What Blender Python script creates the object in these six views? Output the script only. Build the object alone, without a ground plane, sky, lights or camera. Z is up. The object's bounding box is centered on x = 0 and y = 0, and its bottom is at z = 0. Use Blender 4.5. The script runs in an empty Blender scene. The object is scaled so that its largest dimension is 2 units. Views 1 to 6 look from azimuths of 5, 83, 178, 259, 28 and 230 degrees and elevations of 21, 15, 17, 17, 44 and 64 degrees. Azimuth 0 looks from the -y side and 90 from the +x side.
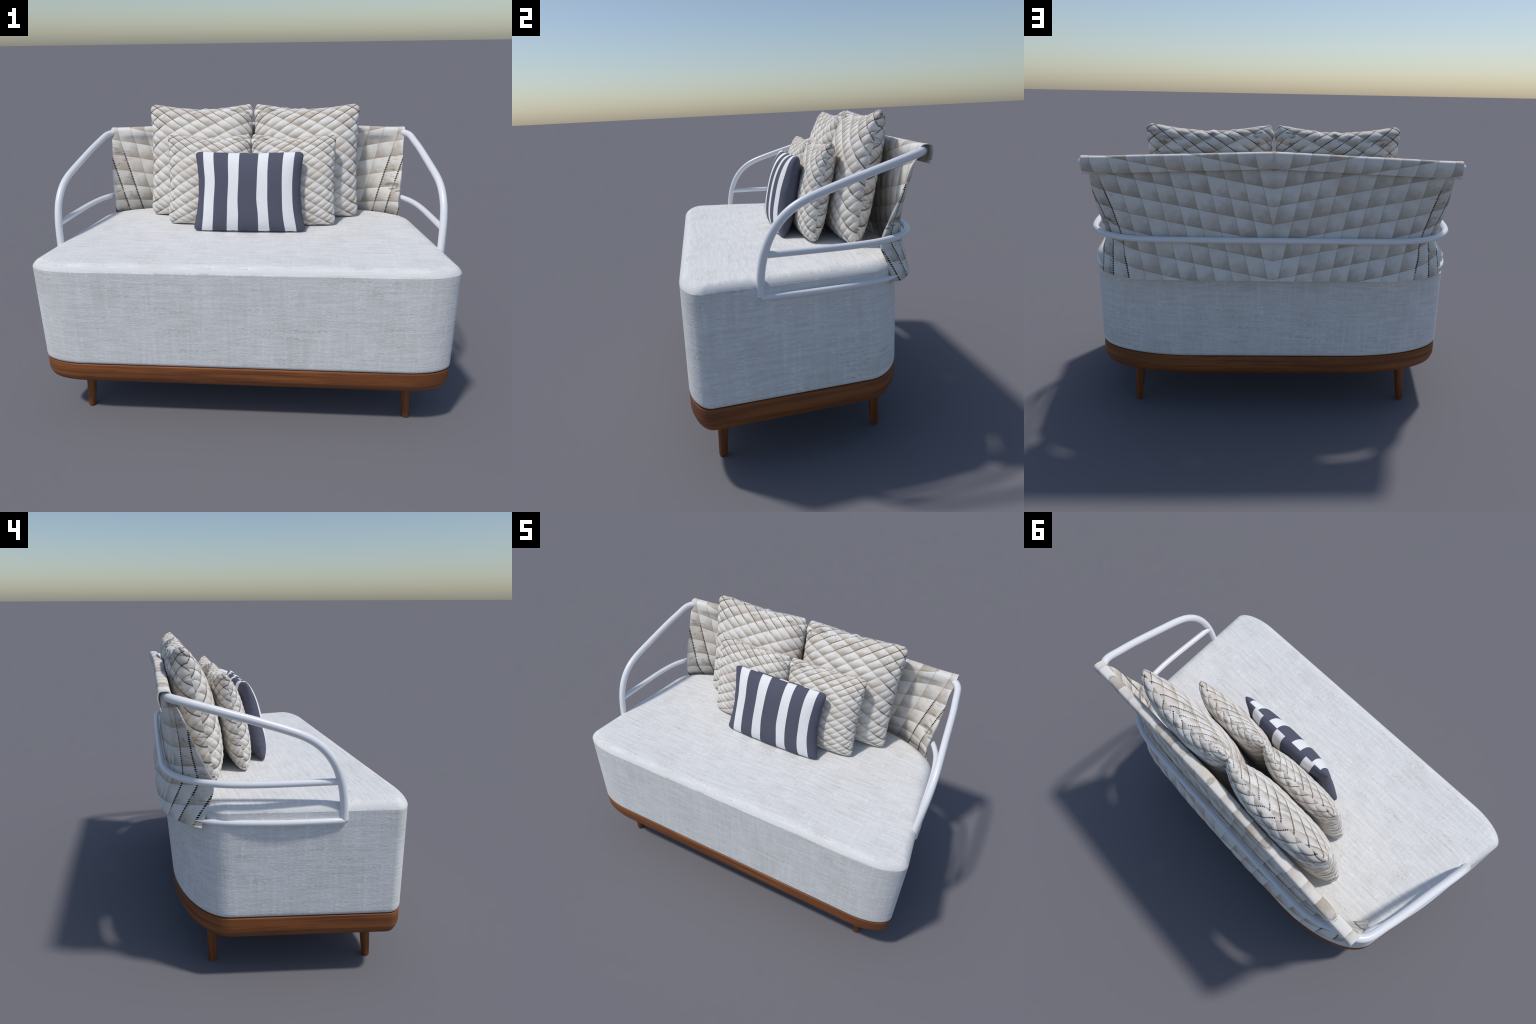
import bpy, math, random
import numpy as np
from mathutils import Vector, noise

random.seed(7)
scene = bpy.context.scene

# ------------------------------------------------------------------ helpers
def make_object(name, verts, faces, mat, parent=None, smooth=True):
    me = bpy.data.meshes.new(name)
    me.from_pydata([tuple(map(float, v)) for v in verts], [], faces)
    me.validate()
    me.update()
    if smooth:
        me.polygons.foreach_set("use_smooth", [True] * len(me.polygons))
    me.materials.append(mat)
    ob = bpy.data.objects.new(name, me)
    scene.collection.objects.link(ob)
    if parent:
        ob.parent = parent
    return ob


def sharp_by_angle(ob, deg):
    try:
        ob.data.set_sharp_from_angle(angle=math.radians(deg))
    except AttributeError:
        pass


def loft(rings, closed=True, cap_start=False, cap_end=False):
    """quads between equally long rings of points"""
    n = len(rings[0])
    verts = [p for r in rings for p in r]
    faces = []
    m = n if closed else n - 1
    for i in range(len(rings) - 1):
        for j in range(m):
            k = (j + 1) % n
            faces.append((i * n + j, i * n + k, (i + 1) * n + k, (i + 1) * n + j))
    if cap_start:
        faces.append(tuple(range(n - 1, -1, -1)))
    if cap_end:
        b = (len(rings) - 1) * n
        faces.append(tuple(range(b, b + n)))
    return verts, faces


def catmull(points, per):
    """smooth curve through points, `per` steps a span"""
    P = np.array(points, float)
    P = np.vstack([2 * P[0] - P[1], P, 2 * P[-1] - P[-2]])
    out = []
    for i in range(1, len(P) - 2):
        a, b, c, d = P[i - 1:i + 3]
        for t in np.linspace(0, 1, per, endpoint=False):
            out.append(.5 * (2 * b + (c - a) * t + (2 * a - 5 * b + 4 * c - d) * t * t + (3 * b - a - 3 * c + d) * t ** 3))
    out.append(P[-2])
    return np.array(out)


def tube(name, path, radius, mat, parent, sides=20, tips=None):
    """round bar swept along a path; `radius` is a number or one per point"""
    P = np.array(path, float)
    n = len(P)
    T = np.gradient(P, axis=0)
    T /= np.linalg.norm(T, axis=1)[:, None]
    N = np.cross(T[0], (0, 0, 1.0))
    if np.linalg.norm(N) < 1e-3:
        N = np.array((1.0, 0, 0))
    N /= np.linalg.norm(N)
    R = np.full(n, radius) if np.isscalar(radius) else np.array(radius)
    ang = np.linspace(0, 2 * math.pi, sides, endpoint=False)
    rings = []
    for i in range(n):
        N = N - T[i] * (N @ T[i])
        N /= np.linalg.norm(N)
        B = np.cross(T[i], N)
        rings.append([P[i] + R[i] * (math.cos(a) * N + math.sin(a) * B) for a in ang])
    v, f = loft(rings, True, True, True)
    ob = make_object(name, v, f, mat, parent)
    sharp_by_angle(ob, 50)
    return ob


# ------------------------------------------------------------------ node helpers
class Nodes:
    """little expression builder for shader nodes"""
    def __init__(self, name):
        self.mat = bpy.data.materials.new(name)
        self.mat.use_nodes = True
        self.t = self.mat.node_tree
        self.bsdf = self.t.nodes["Principled BSDF"]
        self.coord = self.t.nodes.new("ShaderNodeTexCoord").outputs["Object"]

    def link(self, a, sock):
        if hasattr(a, "is_output"):
            self.t.links.new(a, sock)
        else:
            sock.default_value = a

    def m(self, op, a, b=0.0, c=None, clamp=False):
        n = self.t.nodes.new("ShaderNodeMath")
        n.operation = op
        n.use_clamp = clamp
        self.link(a, n.inputs[0])
        self.link(b, n.inputs[1])
        if c is not None:
            self.link(c, n.inputs[2])
        return n.outputs[0]

    def add(self, a, b): return self.m("ADD", a, b)
    def sub(self, a, b): return self.m("SUBTRACT", a, b)
    def mul(self, a, b): return self.m("MULTIPLY", a, b)

    def ramp(self, x, lo, hi, a=0.0, b=1.0):
        """smooth step from a to b while x runs from lo to hi"""
        n = self.t.nodes.new("ShaderNodeMapRange")
        n.interpolation_type = "SMOOTHSTEP"
        self.link(x, n.inputs[0])
        n.inputs[1].default_value, n.inputs[2].default_value = lo, hi
        n.inputs[3].default_value, n.inputs[4].default_value = a, b
        return n.outputs[0]

    def xyz(self, v=None):
        n = self.t.nodes.new("ShaderNodeSeparateXYZ")
        self.link(self.coord if v is None else v, n.inputs[0])
        return n.outputs

    def combine(self, x, y, z):
        n = self.t.nodes.new("ShaderNodeCombineXYZ")
        for s, v in zip(n.inputs, (x, y, z)):
            self.link(v, s)
        return n.outputs[0]

    def scale(self, v, s):
        n = self.t.nodes.new("ShaderNodeMapping")
        self.link(v, n.inputs["Vector"])
        n.inputs["Scale"].default_value = s
        return n.outputs[0]

    def noise(self, v, scale, detail=2.0, rough=.5, distort=0.0):
        n = self.t.nodes.new("ShaderNodeTexNoise")
        self.link(v, n.inputs["Vector"])
        n.inputs["Scale"].default_value = scale
        n.inputs["Detail"].default_value = detail
        n.inputs["Roughness"].default_value = rough
        n.inputs["Distortion"].default_value = distort
        return n.outputs[0]

    def mix(self, f, a, b, mode="MIX"):
        n = self.t.nodes.new("ShaderNodeMix")
        n.data_type = "RGBA"
        n.blend_type = mode
        self.link(f, n.inputs[0])
        for v, s in ((a, n.inputs[6]), (b, n.inputs[7])):
            self.link(v if hasattr(v, "is_output") or len(v) == 4 else (*v, 1.0), s)
        return n.outputs[2]

    def vmix(self, f, a, b):
        n = self.t.nodes.new("ShaderNodeMix")
        n.data_type = "VECTOR"
        self.link(f, n.inputs[0])
        self.link(a, n.inputs[4])
        self.link(b, n.inputs[5])
        return n.outputs[1]

    def bump(self, h, strength, dist, prev=None):
        n = self.t.nodes.new("ShaderNodeBump")
        n.inputs["Strength"].default_value = strength
        n.inputs["Distance"].default_value = dist
        self.link(h, n.inputs["Height"])
        if prev is not None:
            self.link(prev, n.inputs["Normal"])
        return n.outputs[0]

    def finish(self, color, rough=.8, normal=None, spec=.3, **more):
        self.link(color if hasattr(color, "is_output") else (*color, 1.0), self.bsdf.inputs["Base Color"])
        self.link(rough, self.bsdf.inputs["Roughness"])
        self.bsdf.inputs["Specular IOR Level"].default_value = spec
        if normal is not None:
            self.link(normal, self.bsdf.inputs["Normal"])
        for k, v in more.items():
            self.bsdf.inputs[k.replace("_", " ")].default_value = v
        return self.mat


# ------------------------------------------------------------------ materials
def linen_material():
    """off-white woven upholstery with slubby threads along the width"""
    N = Nodes("white_linen")
    x, y, z = N.xyz()
    geo = N.t.nodes.new("ShaderNodeNewGeometry")
    up = N.ramp(N.m("ABSOLUTE", N.xyz(geo.outputs["Normal"])[2]), .5, .8)
    # weave coordinates: threads run level round the sides, along x on the top
    side = N.combine(N.add(x, N.mul(y, .83)), z, N.mul(N.sub(x, y), .05))
    top = N.combine(x, y, 0.0)
    w = N.vmix(up, side, top)
    slub = N.noise(N.scale(w, (7, 62, 2)), 1.0, 3.0, .62, .3)          # uneven weft
    dash = N.noise(N.scale(w, (55, 125, 2)), 1.0, 2.0, .6)             # single float stitches
    line = N.noise(N.scale(w, (3.2, 58, 2)), 1.0, 2.0, .6)             # long darker threads
    warp = N.noise(N.scale(w, (62, 3.6, 2)), 1.0, 2.0, .6)             # pale upright threads
    cloud = N.noise(w, 6.0, 3.0, .55)
    warp = N.add(.5, N.mul(N.sub(warp, .5), N.sub(1.0, N.mul(up, .45))))
    base = N.mix(N.ramp(slub, .30, .70), LINEN_A, LINEN_B)
    speck = N.mul(N.ramp(dash, .50, .66), N.ramp(warp, .44, .60))
    base = N.mix(N.mul(speck, .55), base, LINEN_WHITE)
    base = N.mix(N.mul(N.ramp(warp, .56, .74), .22), base, LINEN_WHITE)
    dark = N.mul(N.mul(N.ramp(line, .56, .66), N.ramp(dash, .56, .40)), N.ramp(cloud, .40, .56))
    base = N.mix(N.mul(dark, .45), base, LINEN_DARK)
    base = N.mix(N.mul(N.ramp(cloud, .45, .75), .16), base, LINEN_DARK)
    base = N.mix(N.mul(N.ramp(dash, .42, .28), .26), base, LINEN_DARK)
    base = N.mix(N.mul(N.ramp(warp, .44, .28), .12), base, LINEN_DARK)
    h = N.add(N.mul(dash, .9), N.add(N.mul(slub, .4), N.mul(warp, .5)))
    nrm = N.bump(h, .20, .006)
    return N.finish(base, .82, nrm, .25, Sheen_Weight=.12)


def wood_material(name, upright=False):
    """oiled teak, grain along the piece"""
    N = Nodes(name)
    v = N.scale(N.coord, (38, 38, 1.6) if upright else (1.5, 1.5, 44))
    g = N.noise(v, 1.0, 4.0, .62, .5)
    fine = N.noise(N.scale(N.coord, (170, 170, 6) if upright else (5, 5, 230)), 1.0, 2.0, .6)
    c = N.mix(N.ramp(g, .30, .68), WOOD_DARK, WOOD_LIGHT)
    c = N.mix(N.mul(N.ramp(fine, .52, .75), .5), c, WOOD_VEIN)
    big = N.noise(N.scale(N.coord, (3, 3, 9)), 1.0, 2.0)
    c = N.mix(N.mul(N.ramp(big, .45, .7), .35), c, WOOD_DARK)
    return N.finish(c, .55, N.bump(fine, .12, .002), .35)


def steel_material():
    N = Nodes("white_lacquered_steel")
    n = N.noise(N.coord, 60.0, 2.0)
    c = N.mix(n, (.80, .81, .84), (.84, .85, .88))
    return N.finish(c, .28, N.bump(N.noise(N.coord, 350.0, 1.0), .03, .001), .5, Coat_Weight=.25, Coat_Roughness=.15)


def quilt_shading(N, a, b, black_a, black_b, soil, grain_scale=1.0):
    """colour of quilted cloth from two lattice coordinates; stitches lie where a or b is whole"""
    fa, fb = N.m("FRACT", a), N.m("FRACT", b)
    wob = N.mul(N.sub(N.noise(N.coord, 38.0 * grain_scale, 3.0), .5), .45)
    # puff shading painted into each pad: pale lit corner, beige shaded corner opposite
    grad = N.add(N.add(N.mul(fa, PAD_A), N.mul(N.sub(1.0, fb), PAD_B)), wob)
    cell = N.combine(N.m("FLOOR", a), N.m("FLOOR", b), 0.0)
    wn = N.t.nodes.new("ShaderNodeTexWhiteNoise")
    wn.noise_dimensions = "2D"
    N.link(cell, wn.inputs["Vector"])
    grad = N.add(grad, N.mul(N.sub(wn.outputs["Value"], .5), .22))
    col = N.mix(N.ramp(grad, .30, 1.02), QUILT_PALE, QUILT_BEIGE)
    tint = N.noise(N.coord, 9.0 * grain_scale, 2.0)
    col = N.mix(N.mul(N.ramp(tint, .45, .7), .5), col, N.mix(.75, col, QUILT_WARM))
    # soil and dark veins near the margins
    veins = N.noise(N.scale(N.coord, (13 * grain_scale, 13 * grain_scale, 34 * grain_scale)), 1.0, 4.0, .65, 1.2)
    col = N.mix(N.mul(N.ramp(veins, .53, .72), N.mul(soil, .72)), col, QUILT_SOIL)
    patchy = N.ramp(N.noise(N.coord, 10.0 * grain_scale, 2.0), 0.30, .46)
    black_a, black_b = N.mul(black_a, patchy), N.mul(black_b, patchy)
    # stitches: rows of small dashes along the lattice lines
    da = N.m("MINIMUM", fa, N.sub(1.0, fa))
    db = N.m("MINIMUM", fb, N.sub(1.0, fb))
    def stitches(d, along, black):
        beat = N.m("SUBTRACT", N.m("ABSOLUTE", N.m("SINE", N.mul(along, math.pi * 9))), .22)
        wide = N.mul(N.add(.036, N.mul(black, .056)), beat)
        return N.m("LESS_THAN", d, wide)
    sa, sb = stitches(da, b, black_a), stitches(db, a, black_b)
    col = N.mix(N.mul(sa, N.add(.6, N.mul(black_a, .4))), col, N.mix(black_a, STITCH_TAN, STITCH_BLACK))
    col = N.mix(N.mul(sb, N.add(.6, N.mul(black_b, .4))), col, N.mix(black_b, STITCH_TAN, STITCH_BLACK))
    # solid dark thread where it is blackest
    groove = N.m("MINIMUM", N.ramp(da, 0.0, .10), N.ramp(db, 0.0, .10))
    weave = N.noise(N.coord, 420.0 * grain_scale, 2.0)
    pad = N.add(N.mul(N.m("SINE", N.mul(fa, math.pi)), N.m("SINE", N.mul(fb, math.pi))), N.mul(groove, .3))
    nrm = N.bump(pad, .15, .010)
    nrm = N.bump(weave, .10, .002, nrm)
    return N.finish(col, .85, nrm, .2)


def quilt_cushion_material():
    """diagonal quilting of the square cushions, in the cushion's own frame"""
    N = Nodes("quilted_cotton_cushion")
    x, y, z = N.xyz()
    # cloth length runs on round the rim, so the pattern is stretched outward toward the seam
    bowed = N.mul(N.mul(N.sub(1.0, N.m("POWER", N.mul(N.m("ABSOLUTE", x), 2 / CUSHION_W), 2.0)), CUSHION_BOW),
                  N.m("POWER", N.m("MAXIMUM", N.mul(z, 2 / CUSHION_H), 0.0), 1.6))
    depth = N.m("ABSOLUTE", N.sub(y, bowed))
    k = N.add(1.0, N.mul(N.m("POWER", N.m("MAXIMUM", N.sub(1.0, N.mul(depth, 2 / CUSHION_T)), 0.0), 1.6), WRAP))
    p = N.sub(.5, N.mul(N.mul(x, k), 1 / CUSHION_W))          # 0 at the outer side, 1 at the inner
    q = N.sub(.5, N.mul(N.mul(z, k), 1 / CUSHION_H))          # 0 at the top, 1 at the bottom
    a = N.add(N.add(N.mul(q, 7.8), N.mul(p, 4.7)), N.sub(-.1, N.mul(N.mul(p, p), .65)))
    b = N.sub(N.sub(N.mul(p, 8.1), N.mul(q, 10.9)), .4)
    rear = N.m("GREATER_THAN", N.sub(y, bowed), 0.0)          # front and back do not match along the seam
    a, b = N.add(a, N.mul(rear, .42)), N.add(b, N.mul(rear, .55))
    blot = N.mul(N.sub(N.noise(N.coord, 11.0, 2.0), .5), .34)
    outer = N.ramp(N.add(p, blot), .17, .06)
    inner = N.mul(N.ramp(N.add(p, blot), .92, 1.02), N.ramp(q, .6, .4))
    upper = N.ramp(N.add(q, blot), .27, .12)
    soil = N.m("MAXIMUM", N.m("MAXIMUM", outer, N.ramp(N.add(q, N.mul(blot, .6)), .24, .06)), N.mul(inner, .7))
    black_b = N.m("MAXIMUM", upper, inner)
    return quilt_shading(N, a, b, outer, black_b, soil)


def quilt_cover_material():
    """chevron quilting of the backrest cover, mirrored about its middle"""
    N = Nodes("quilted_cotton_cover")
    x, y, z = N.xyz()
    wrap = N.mul(N.m("MAXIMUM", N.sub(.45, y), 0.0), .35)
    c = N.add(N.m("ABSOLUTE", x), wrap)
    a = N.mul(N.sub(N.mul(z, .25), c), 1 / .083)     # leaning columns
    b = N.add(N.mul(N.sub(z, N.mul(c, .19)), 1 / .0848), .03)
    blot = N.mul(N.sub(N.noise(N.coord, 9.0, 2.0), .5), .10)
    edge = N.mul(N.ramp(N.add(N.mul(a, -.083), blot), .44, .50), N.ramp(N.add(z, blot), 1.25, 1.15))
    soil = N.mul(N.ramp(N.add(c, blot), .72, .80), N.ramp(z, 1.30, 1.15))
    a2 = N.mul(a, 1.0)
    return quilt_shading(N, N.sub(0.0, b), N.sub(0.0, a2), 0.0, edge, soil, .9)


def stripe_material():
    """navy cotton with four pale woven stripes; the back is sewn half a repeat off"""
    N = Nodes("striped_cotton")
    x, y, z = N.xyz()
    # undo the waist of the cushion so that stripes follow its sides
    v = N.mul(z, 2 / STRIPE_H)
    waist = N.sub(1.0, N.mul(N.sub(1.0, N.mul(v, v)), .06))
    wide = N.mul(waist, N.sub(1.0, N.mul(v, .028)))
    u = N.m("DIVIDE", N.mul(x, 2 / STRIPE_W), wide)
    u = N.add(u, N.mul(N.sub(N.noise(N.scale(N.coord, (5, 5, 7)), 1.0, 0.0), .5), .05))
    rear = N.m("GREATER_THAN", N.sub(y, .006), 0.0)
    def band(c, h):
        return N.m("LESS_THAN", N.m("ABSOLUTE", N.sub(u, c)), h)
    front, back = 0.0, 0.0
    for c in STRIPES:
        front = N.add(front, band(c, .098))
    for c in STRIPES_BACK:
        back = N.add(back, band(c, .098))
    white = N.add(N.mul(front, N.sub(1.0, rear)), N.mul(back, rear))
    cloth = N.noise(N.scale(N.coord, (420, 420, 70)), 1.0, 2.0)
    cloth2 = N.noise(N.scale(N.coord, (70, 70, 420)), 1.0, 2.0)
    w = N.mul(N.add(cloth, cloth2), .5)
    navy = N.mix(w, NAVY, tuple(c * 1.12 for c in NAVY))
    pale = N.mix(N.ramp(w, .4, .62), (.84, .845, .855), (.90, .90, .905))
    col = N.mix(white, navy, pale)
    return N.finish(col, .8, N.bump(w, .15, .002), .2)


# base colours (linear)
LINEN_A, LINEN_B = (.685, .688, .685), (.79, .79, .783)
LINEN_WHITE, LINEN_DARK = (.93, .93, .93), (.42, .41, .36)
WOOD_LIGHT, WOOD_DARK, WOOD_VEIN = (.285, .098, .026), (.145, .046, .016), (.075, .024, .011)
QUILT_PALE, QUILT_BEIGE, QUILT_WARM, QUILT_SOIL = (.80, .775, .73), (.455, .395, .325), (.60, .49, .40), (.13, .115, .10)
STITCH_TAN, STITCH_BLACK = (.32, .28, .22), (.012, .012, .014)
NAVY = (.093, .098, .135)
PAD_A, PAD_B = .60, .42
CUSHION_W, CUSHION_H, CUSHION_T = .600, .628, .175
CUSHION_BOW, WRAP = .034, .16
STRIPE_W, STRIPE_H, STRIPE_T = .590, .415, .135
STRIPES = (-.745, -.285, .262, .728)
STRIPES_BACK = (-.61, .06, .59)

linen = linen_material()
teak = wood_material("oiled_teak")
teak_up = wood_material("oiled_teak_upright", True)
steel = steel_material()
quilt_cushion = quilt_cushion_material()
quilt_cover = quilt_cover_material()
striped = stripe_material()

# ------------------------------------------------------------------ seat plan
FRONT_W, BACK_W, FRONT_Y, BACK_Y = 1.0117, .8665, -.5405, .4746
FRONT_RX, FRONT_RY, BACK_TX, BACK_TY = .229, .0998, .479, .225


def conic(p0, p1, p2, n):
    t = np.linspace(0, 1, n)[:, None]
    w = .7071
    k = (1 - t) ** 2 + 2 * w * t * (1 - t) + t * t
    return ((1 - t) ** 2 * p0 + 2 * w * t * (1 - t) * p1 + t * t * p2) / k


def seat_outline(inset=0.0):
    """closed outline: straight front, sides closing in toward the back, wide round back corners"""
    i = inset
    pf, pb = np.array([FRONT_W - i, FRONT_Y + i]), np.array([BACK_W - i, BACK_Y - i])
    rx, ry, tx, ty = FRONT_RX - .75 * i, FRONT_RY - .55 * i, BACK_TX - .8 * i, BACK_TY - .6 * i
    d = (pb - pf) / np.linalg.norm(pb - pf)
    c1 = conic(np.array([pb[0] - tx, pb[1]]), pb, pb - d * ty, 30)
    c2 = conic(pf + d * ry, pf, np.array([pf[0] - rx, pf[1]]), 30)
    back_run = [(x, pb[1]) for x in np.linspace(0, pb[0] - tx, 8)[:-1]]
    side = [c1[-1] + (c2[0] - c1[-1]) * t for t in np.linspace(0, 1, 14)[1:-1]]
    front = [(x, pf[1]) for x in np.linspace(pf[0] - rx, 0, 14)[1:]]
    p = np.vstack([back_run, c1, side, c2, front])
    m = p[1:-1][::-1] * [-1, 1]
    return np.vstack([p, m])[::-1]


def slab(name, profile, mat, parent, crown=0.0, back_bulge=0.0):
    """profile: list of (z, inset); both ends closed with concentric rings"""
    z0, z1 = profile[0][0], profile[-1][0]
    rings = []
    def ring(z, inset):
        o = seat_outline(inset)
        if back_bulge:
            f = np.clip((z - .40) / .32, 0, 1)
            o[:, 1] += np.where(o[:, 1] > .3, back_bulge * f * f * (3 - 2 * f) * np.clip(1 - (o[:, 0] / .62) ** 2, 0, 1), 0)
        return np.c_[o, np.full(len(o), z)]
    c = np.array([0, -.05])
    first, last = ring(*profile[0]), ring(*profile[-1])
    def shrink(r, s, dz):
        q = r.copy()
        q[:, :2] = c + (r[:, :2] - c) * s
        q[:, 2] += dz
        return q
    for s in (.03, .5, .9):
        rings.append(shrink(first, s, 0))
    rings += [ring(*p) for p in profile]
    for s in (.97, .92, .85, .75, .6, .45, .3, .15, .02):
        rings.append(shrink(last, s, crown * (1 - s * s)))
    v, f = loft(rings, True, True, True)
    return make_object(name, v, f, mat, parent)


sofa = bpy.data.objects.new("garden_sofa", None)
scene.collection.objects.link(sofa)
sofa["label"] = "two seat garden sofa, white cushion, tubular arms, teak base"
sofa["category"] = "outdoor sofa"

# wooden base: rounded under edge, small top edge
BASE_Z0, BASE_Z1 = .2258, .3250
prof = []
for t in np.linspace(0, 1, 9):                      # canted under edge, slightly rounded
    prof.append((BASE_Z0 + .036 * t ** 1.3, 0.015 * (1 - t) ** 1.1))
prof += [(BASE_Z0 + .055, 0), (BASE_Z0 + .075, 0)]
for t in np.linspace(0, math.pi / 2, 6):
    prof.append((BASE_Z1 - .006 + .006 * math.sin(t), .006 * (1 - math.cos(t))))
sharp_by_angle(slab("wooden_base", prof, teak, sofa), 25)

# seat cushion block
SEAT_Z0, SEAT_Z1, ROUND = .326, .8520, .056
prof = []
for t in np.linspace(0, math.pi / 2, 12):
    prof.append((SEAT_Z0 + .022 * (1 - math.cos(t)), .016 * (1 - math.sin(t)) - .001))
START = math.radians(23)                            # the piped edge breaks away from the side at once
EDGE_H = ROUND * (1 - math.sin(START))
for k in np.linspace(0, 1, 14)[1:-1]:
    prof.append((SEAT_Z0 + .022 + (SEAT_Z1 - EDGE_H - SEAT_Z0 - .022) * k, -.001))
for t in np.linspace(START, math.pi / 2, 12):
    prof.append((SEAT_Z1 - ROUND + ROUND * math.sin(t), ROUND * (math.cos(START) - math.cos(t)) - .001))
sharp_by_angle(slab("seat_cushion", prof, linen, sofa, -.001, .003), 16)

# tapered splayed legs
def leg(foot, splay, mirror):
    sx = -1 if mirror else 1
    rings = []
    for k, (z, r) in enumerate(((0, .0165), (.004, .019), (.235, .0278))):
        cx, cy = sx * (foot[0] + splay[0] * z), foot[1] + splay[1] * z
        rings.append([(cx + r * math.cos(a), cy + r * math.sin(a), z) for a in np.linspace(0, 2 * math.pi, 28, endpoint=False)])
    v, f = loft(rings, True, True, True)
    # own origin at the foot
    o = Vector((sx * foot[0], foot[1], 0))
    ob = make_object("leg", [Vector(map(float, p)) - o for p in v], f, teak_up, sofa)
    ob.location = o
    sharp_by_angle(ob, 40)


for mir in (False, True):
    leg((.823, -.415), (-.075, .060), mir)
    leg((.714, .323), (-.074, -.037), mir)

# ------------------------------------------------------------------ tubular frame
TOP_END_Z, TOP_MID_Z, BAR_Y = 1.300, 1.331, .487
arm = [(.80, BAR_Y, 1.3025), (.838, .483, 1.301), (.868, .463, 1.296), (.888, .427, 1.288), (.902, .350, 1.266), (.916, .265, 1.2415), (.936, .100, 1.1925),
       (.953, -.030, 1.148), (.961, -.105, 1.103), (.964, -.160, 1.040), (.962, -.195, .965), (.959, -.213, .890), (.958, -.220, .820), (.960, -.221, .778)]
arm = catmull(arm, 7)
mid = np.array([(x, BAR_Y - .006 * (1 - x / .8), TOP_MID_Z + (1.3025 - TOP_MID_Z) * x / .8) for x in np.linspace(0, .80, 12)[:-1]])
half = np.vstack([mid, arm])
rail = np.vstack([half[1:][::-1] * [-1, 1, 1], half])
tube("arm_rail", rail, .0180, steel, sofa)

plan = [(0, .509), (.25, .509), (.45, .507), (.58, .503), (.69, .480), (.78, .430), (.842, .365), (.888, .285), (.912, .205), (.929, .100), (.943, -.050), (.955, -.198)]
half = catmull([(x, y, .945) for x, y in plan], 6)
tube("middle_rail", np.vstack([half[1:][::-1] * [-1, 1, 1], half]), .0148, steel, sofa)

low = [(.965, -.221), (.958, -.120), (.940, .040), (.916, .165), (.891, .262), (.863, .334), (.836, .388)]
half = catmull([(x, y, .7755) for x, y in low], 6)
rad = [.0135 if i < len(half) - 7 else .0135 * (len(half) - i) / 8 for i in range(len(half))]
for s in (1, -1):
    tube("lower_rail", half * [s, 1, 1], rad, steel, sofa)

# ------------------------------------------------------------------ quilted backrest cover
def quilt_puff(fa, fb):
    return np.sqrt(np.abs(np.sin(math.pi * fa) * np.sin(math.pi * fb)))


# half plans from the middle outward, from the hem up
cover_rows = [
    [(0, .535, .753), (.3, .532, .752), (.5, .524, .751), (.62, .511, .749), (.73, .474, .750), (.81, .420, .750), (.858, .366, .748)],
    [(0, .503, .850), (.3, .502, .850), (.5, .498, .850), (.64, .482, .850), (.738, .432, .850), (.803, .377, .850), (.845, .330, .850)],
    [(0, .488, .900), (.3, .487, .900), (.5, .484, .900), (.65, .467, .900), (.740, .412, .900), (.798, .355, .900), (.833, .311, .900)],
    [(0, .481, .945), (.3, .480, .945), (.5, .476, .945), (.65, .459, .945), (.742, .413, .945), (.800, .356, .945), (.832, .315, .945)],
    [(0, .476, 1.01), (.3, .475, 1.01), (.5, .470, 1.01), (.66, .455, 1.01), (.75, .424, 1.01), (.808, .377, 1.01), (.841, .340, 1.01)],
    [(0, .469, 1.13), (.3, .468, 1.13), (.5, .464, 1.13), (.68, .463, 1.13), (.77, .440, 1.13), (.822, .415, 1.13), (.852, .391, 1.13)],
    [(0, .474, 1.245), (.3, .474, 1.245), (.5, .473, 1.24), (.7, .474, 1.24), (.79, .463, 1.24), (.835, .442, 1.24), (.856, .435, 1.24)],
]
def straight_row(y, dz, width=.864):
    return [(width * s, y - .006 * (1 - s), 1.355 - .033 * s + dz) for s in (0, .35, .58, .78, .89, .95, 1.0)]
cover_rows += [straight_row(.464, -.040), straight_row(.466, -.014), straight_row(.474, -.003), straight_row(.490, .000),
               straight_row(.507, -.002), straight_row(.5125, -.012), straight_row(.513, -.036), straight_row(.503, -.0755)]
rows = []
NS = 96
for r in cover_rows:
    c = catmull(r, 40)
    L = np.r_[0, np.cumsum(np.linalg.norm(np.diff(c, axis=0), axis=1))]
    s = np.linspace(0, L[-1], NS)
    rows.append(np.c_[[np.interp(s, L, c[:, k]) for k in range(3)]].T)
R = np.array(rows)                                  # rows x NS x 3
steps = [20, 10, 10, 14, 20, 20, 16, 6, 4, 4, 4, 4, 6, 10]
pts = []
Rp = np.concatenate([[2 * R[0] - R[1]], R, [2 * R[-1] - R[-2]]])
for i in range(1, len(Rp) - 2):
    a, b, c, d = Rp[i - 1:i + 3]
    for t in np.linspace(0, 1, steps[i - 1], endpoint=False):
        pts.append(.5 * (2 * b + (c - a) * t + (2 * a - 5 * b + 4 * c - d) * t * t + (3 * b - a - 3 * c + d) * t ** 3))
pts.append(R[-1])
G = np.array(pts)
full = np.concatenate([G[:, 1:][:, ::-1] * [-1, 1, 1], G], axis=1)
du, dv = np.gradient(full, axis=1), np.gradient(full, axis=0)
nrm = np.cross(du, dv)
nrm /= np.linalg.norm(nrm, axis=2)[..., None] + 1e-9
ax = np.abs(full[..., 0]) + .35 * np.maximum(0, .45 - full[..., 1])
ca = (ax - .25 * full[..., 2]) / .083
cb = (full[..., 2] - .19 * ax) / .0848 + .03
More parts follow.
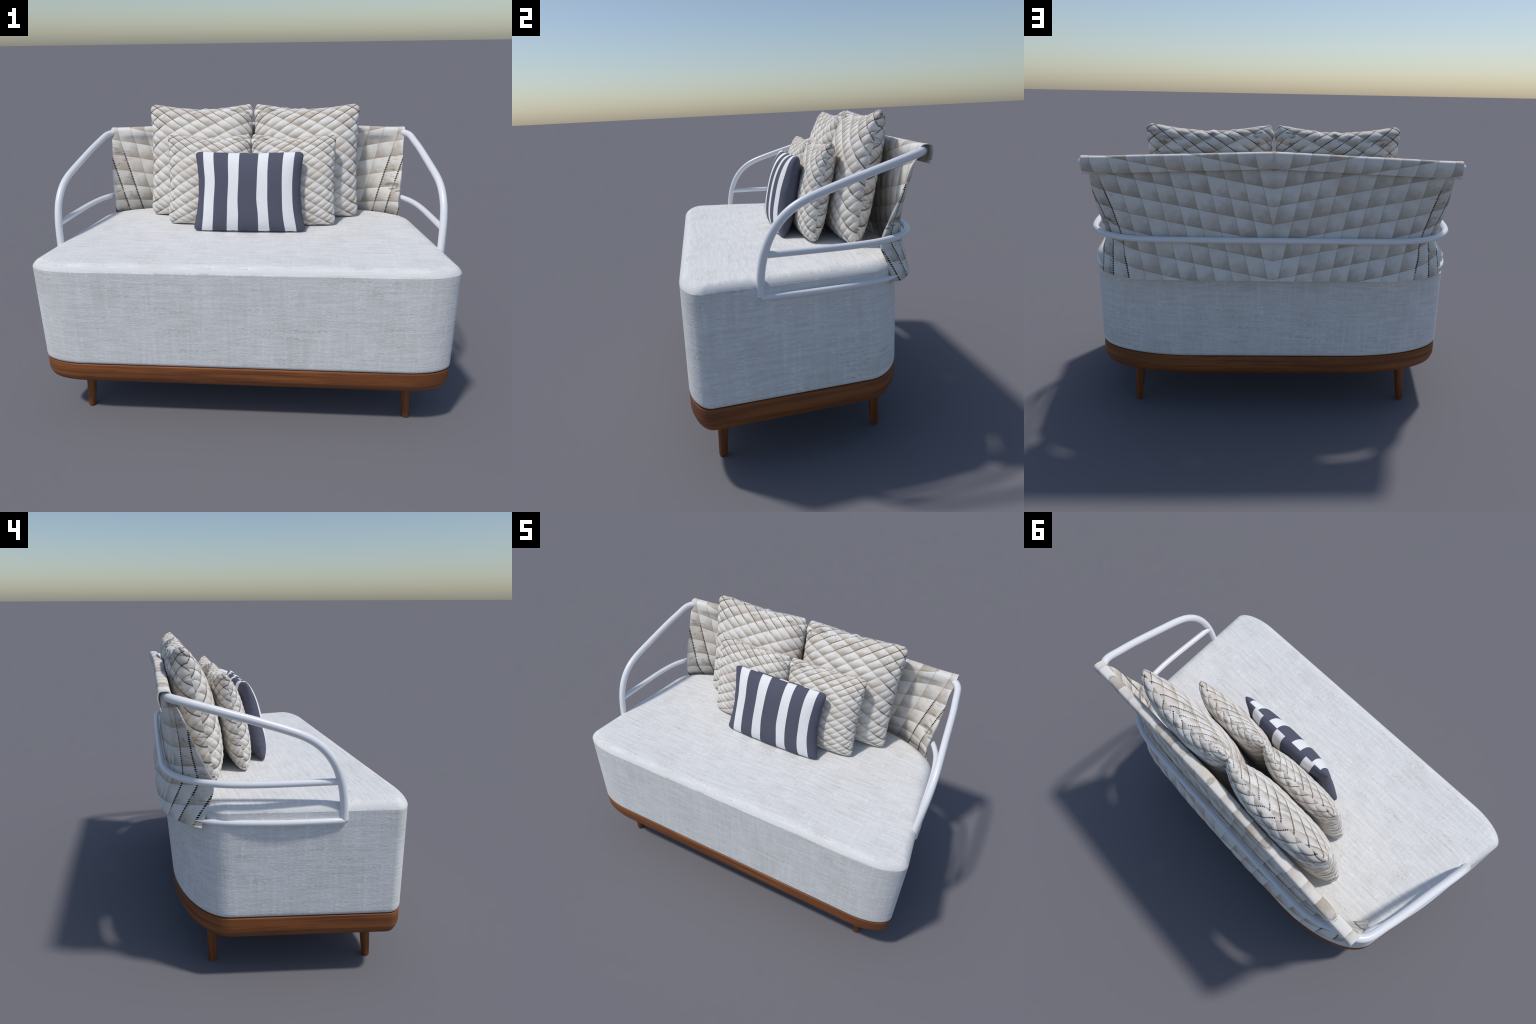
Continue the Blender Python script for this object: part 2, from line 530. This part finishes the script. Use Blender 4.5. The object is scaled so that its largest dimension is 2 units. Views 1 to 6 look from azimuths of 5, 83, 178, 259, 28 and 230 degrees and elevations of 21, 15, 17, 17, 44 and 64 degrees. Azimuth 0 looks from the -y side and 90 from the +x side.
puff = quilt_puff(ca, cb) * np.clip((1.27 - full[..., 2]) / .05, .25, 1)
ripple = np.array([[noise.noise(Vector((float(p[0]) * 6, float(p[1]) * 6, float(p[2]) * 5))) for p in row] for row in full])
margin = np.clip((ax - .60) / .25, 0, 1)
back = full - nrm * 0.0
thick = .0014
outer_side = full + nrm * (-(thick + .0038 * puff) + .008 * ripple * margin)[..., None]
inner_side = full + nrm * ((thick + .0025 * puff) + .008 * ripple * margin)[..., None]
nr, nc = full.shape[:2]
verts = list(outer_side.reshape(-1, 3)) + list(inner_side.reshape(-1, 3))
faces = []
off = nr * nc
for i in range(nr - 1):
    for j in range(nc - 1):
        a = i * nc + j
        faces.append((a, a + nc, a + nc + 1, a + 1))
        faces.append((off + a, off + a + 1, off + a + nc + 1, off + a + nc))
for i in range(nr - 1):
    for j, flip in ((0, True), (nc - 1, False)):
        a = i * nc + j
        q = (a, a + nc, off + a + nc, off + a)
        faces.append(q[::-1] if flip else q)
for j in range(nc - 1):
    for i, flip in ((0, False), (nr - 1, True)):
        a = i * nc + j
        q = (a, a + 1, off + a + 1, off + a)
        faces.append(q[::-1] if flip else q)
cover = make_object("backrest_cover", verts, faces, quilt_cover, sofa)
import bmesh
bm = bmesh.new()
bm.from_mesh(cover.data)
bmesh.ops.recalc_face_normals(bm, faces=bm.faces)
bm.to_mesh(cover.data)
bm.free()
sharp_by_angle(cover, 60)

# ------------------------------------------------------------------ cushions
def cushion_mesh(name, w, h, t, mat, n, waist_x, waist_z, taper, round_r, power, expo, sag, bow, lattice=None, crease=0.0, seed=0, pucker=.006):
    """pillow of two faces sewn along a seam: pinched sides, soft corners, belly a little low"""
    g = np.linspace(-1, 1, n + 1)
    g = np.sin(g * math.pi / 2) * .55 + g * .45      # finer toward the seam
    u, v = np.meshgrid(g, g, indexing="ij")
    X, Z = u * w / 2, v * h / 2
    cx, cz = w / 2 - round_r, h / 2 - round_r
    dx, dz = np.clip((np.abs(X) - cx) / round_r, 0, 1), np.clip((np.abs(Z) - cz) / round_r, 0, 1)
    both = (dx > 0) & (dz > 0)
    X = np.where(both, np.sign(X) * (cx + round_r * dx * np.sqrt(1 - dz ** 2 / 2)), X)
    Z = np.where(both, np.sign(Z) * (cz + round_r * dz * np.sqrt(1 - dx ** 2 / 2)), Z)
    X = X * (1 - waist_x * (1 - v ** 2) * np.abs(u)) * (1 - taper * v)
    Z = Z * (1 - waist_z * (1 - u ** 2) ** 1.4 * np.clip(v * .75 + .25, -.15, 1) * np.abs(v))
    # puckered seam: the rim is not a clean curve
    lump = np.array([[noise.noise(Vector((float(a) * 9, float(b) * 9, seed + 2.0))) for b in g] for a in g]) * pucker
    X = X + np.sign(u) * lump * np.abs(u) ** 6
    Z = Z + np.sign(v) * lump * np.abs(v) ** 6
    vs = v + sag * (1 - v ** 2)
    body = np.clip((1 - np.abs(u) ** power) * (1 - np.abs(vs) ** power), 0, 1)
    bend = bow * (1 - u ** 2) * np.clip(v, 0, 1) ** 1.6      # the top seam hangs back between its corners
    front, rear = body ** expo[0], body ** expo[1]
    edge = np.clip(1 - np.minimum(1 - np.abs(u), 1 - np.abs(v)) / .35, 0, 1) * (body > 0)
    def face(sign):
        full_face = front if sign < 0 else rear
        Y = sign * t / 2 * full_face
        if crease:
            for i in range(n + 1):
                for j in range(n + 1):
                    q = Vector((float(X[i, j]) * 14 / w * .6, float(Z[i, j]) * 14 / w * .6, sign * 3 + seed))
                    Y[i, j] += sign * crease * edge[i, j] * noise.noise(q) * min(1.0, 8 * full_face[i, j])
        if lattice:
            Y = Y + sign * lattice(X, Z, np.abs(Y), sign > 0) * np.clip(full_face * 4, 0, 1)
        return Y + bend
    verts, faces = [], []
    ids = {}
    for s in (-1, 1):
        Y = face(s)
        for i in range(n + 1):
            for j in range(n + 1):
                rim = i in (0, n) or j in (0, n)
                if rim and s == 1:
                    ids[s, i, j] = ids[-1, i, j]
                    continue
                ids[s, i, j] = len(verts)
                verts.append((X[i, j], bend[i, j] if rim else Y[i, j], Z[i, j]))
        for i in range(n):
            for j in range(n):
                q = (ids[s, i, j], ids[s, i + 1, j], ids[s, i + 1, j + 1], ids[s, i, j + 1])
                faces.append(q if s == -1 else q[::-1])
    return make_object(name, verts, faces, mat)


def cushion_lattice(X, Z, Y, rear):
    k = 1 + WRAP * np.clip(1 - Y / (CUSHION_T / 2), 0, 1) ** 1.6
    p, q = .5 - X * k / CUSHION_W, .5 - Z * k / CUSHION_H
    a = 7.8 * q + 4.7 * p - .65 * p * p - .1
    b = 8.1 * p - 10.9 * q - .4
    if rear:
        a, b = a + .42, b + .55
    return .0048 * quilt_puff(a, b)


def lean(ob, bottom, top, scale=(1, 1, 1)):
    """stand a cushion on its lower seam, leaning back to its upper one"""
    b, t = Vector(bottom), Vector(top)
    d = t - b
    ob.rotation_euler = (-math.atan2(d.y, d.z), 0, 0)
    ob.location = (b + t) / 2
    ob.scale = scale


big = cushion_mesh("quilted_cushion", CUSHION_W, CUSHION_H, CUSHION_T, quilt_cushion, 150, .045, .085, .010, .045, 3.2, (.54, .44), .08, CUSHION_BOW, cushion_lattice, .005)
lean(big, (.2975, .265, .855), (.2975, .390, 1.474))
big["label"] = "large square cushion in beige diamond quilted cotton"
big["category"] = "throw pillow"
K = .775
for s, k, b, t in ((-1, 1, (-.2975, .265, .855), (-.2975, .390, 1.474)),
                   (1, K, (.2285, .098, .855), (.2285, .194, 1.336)),
                   (-1, K, (-.2285, .098, .855), (-.2285, .194, 1.336))):
    ob = big.copy()
    scene.collection.objects.link(ob)
    lean(ob, b, t, (s * k, k, k))
    if k < 1:
        ob["label"] = "small square cushion in beige diamond quilted cotton"

stripe = cushion_mesh("striped_cushion", STRIPE_W, STRIPE_H, STRIPE_T, striped, 110, .085, .03, .028, .028, 2.8, (.48, .45), .08, .012, None, .006, 5, .0025)
lean(stripe, (0, -.022, .855), (0, .066, 1.262))
stripe["label"] = "rectangular cushion with navy and white vertical stripes"
stripe["category"] = "throw pillow"
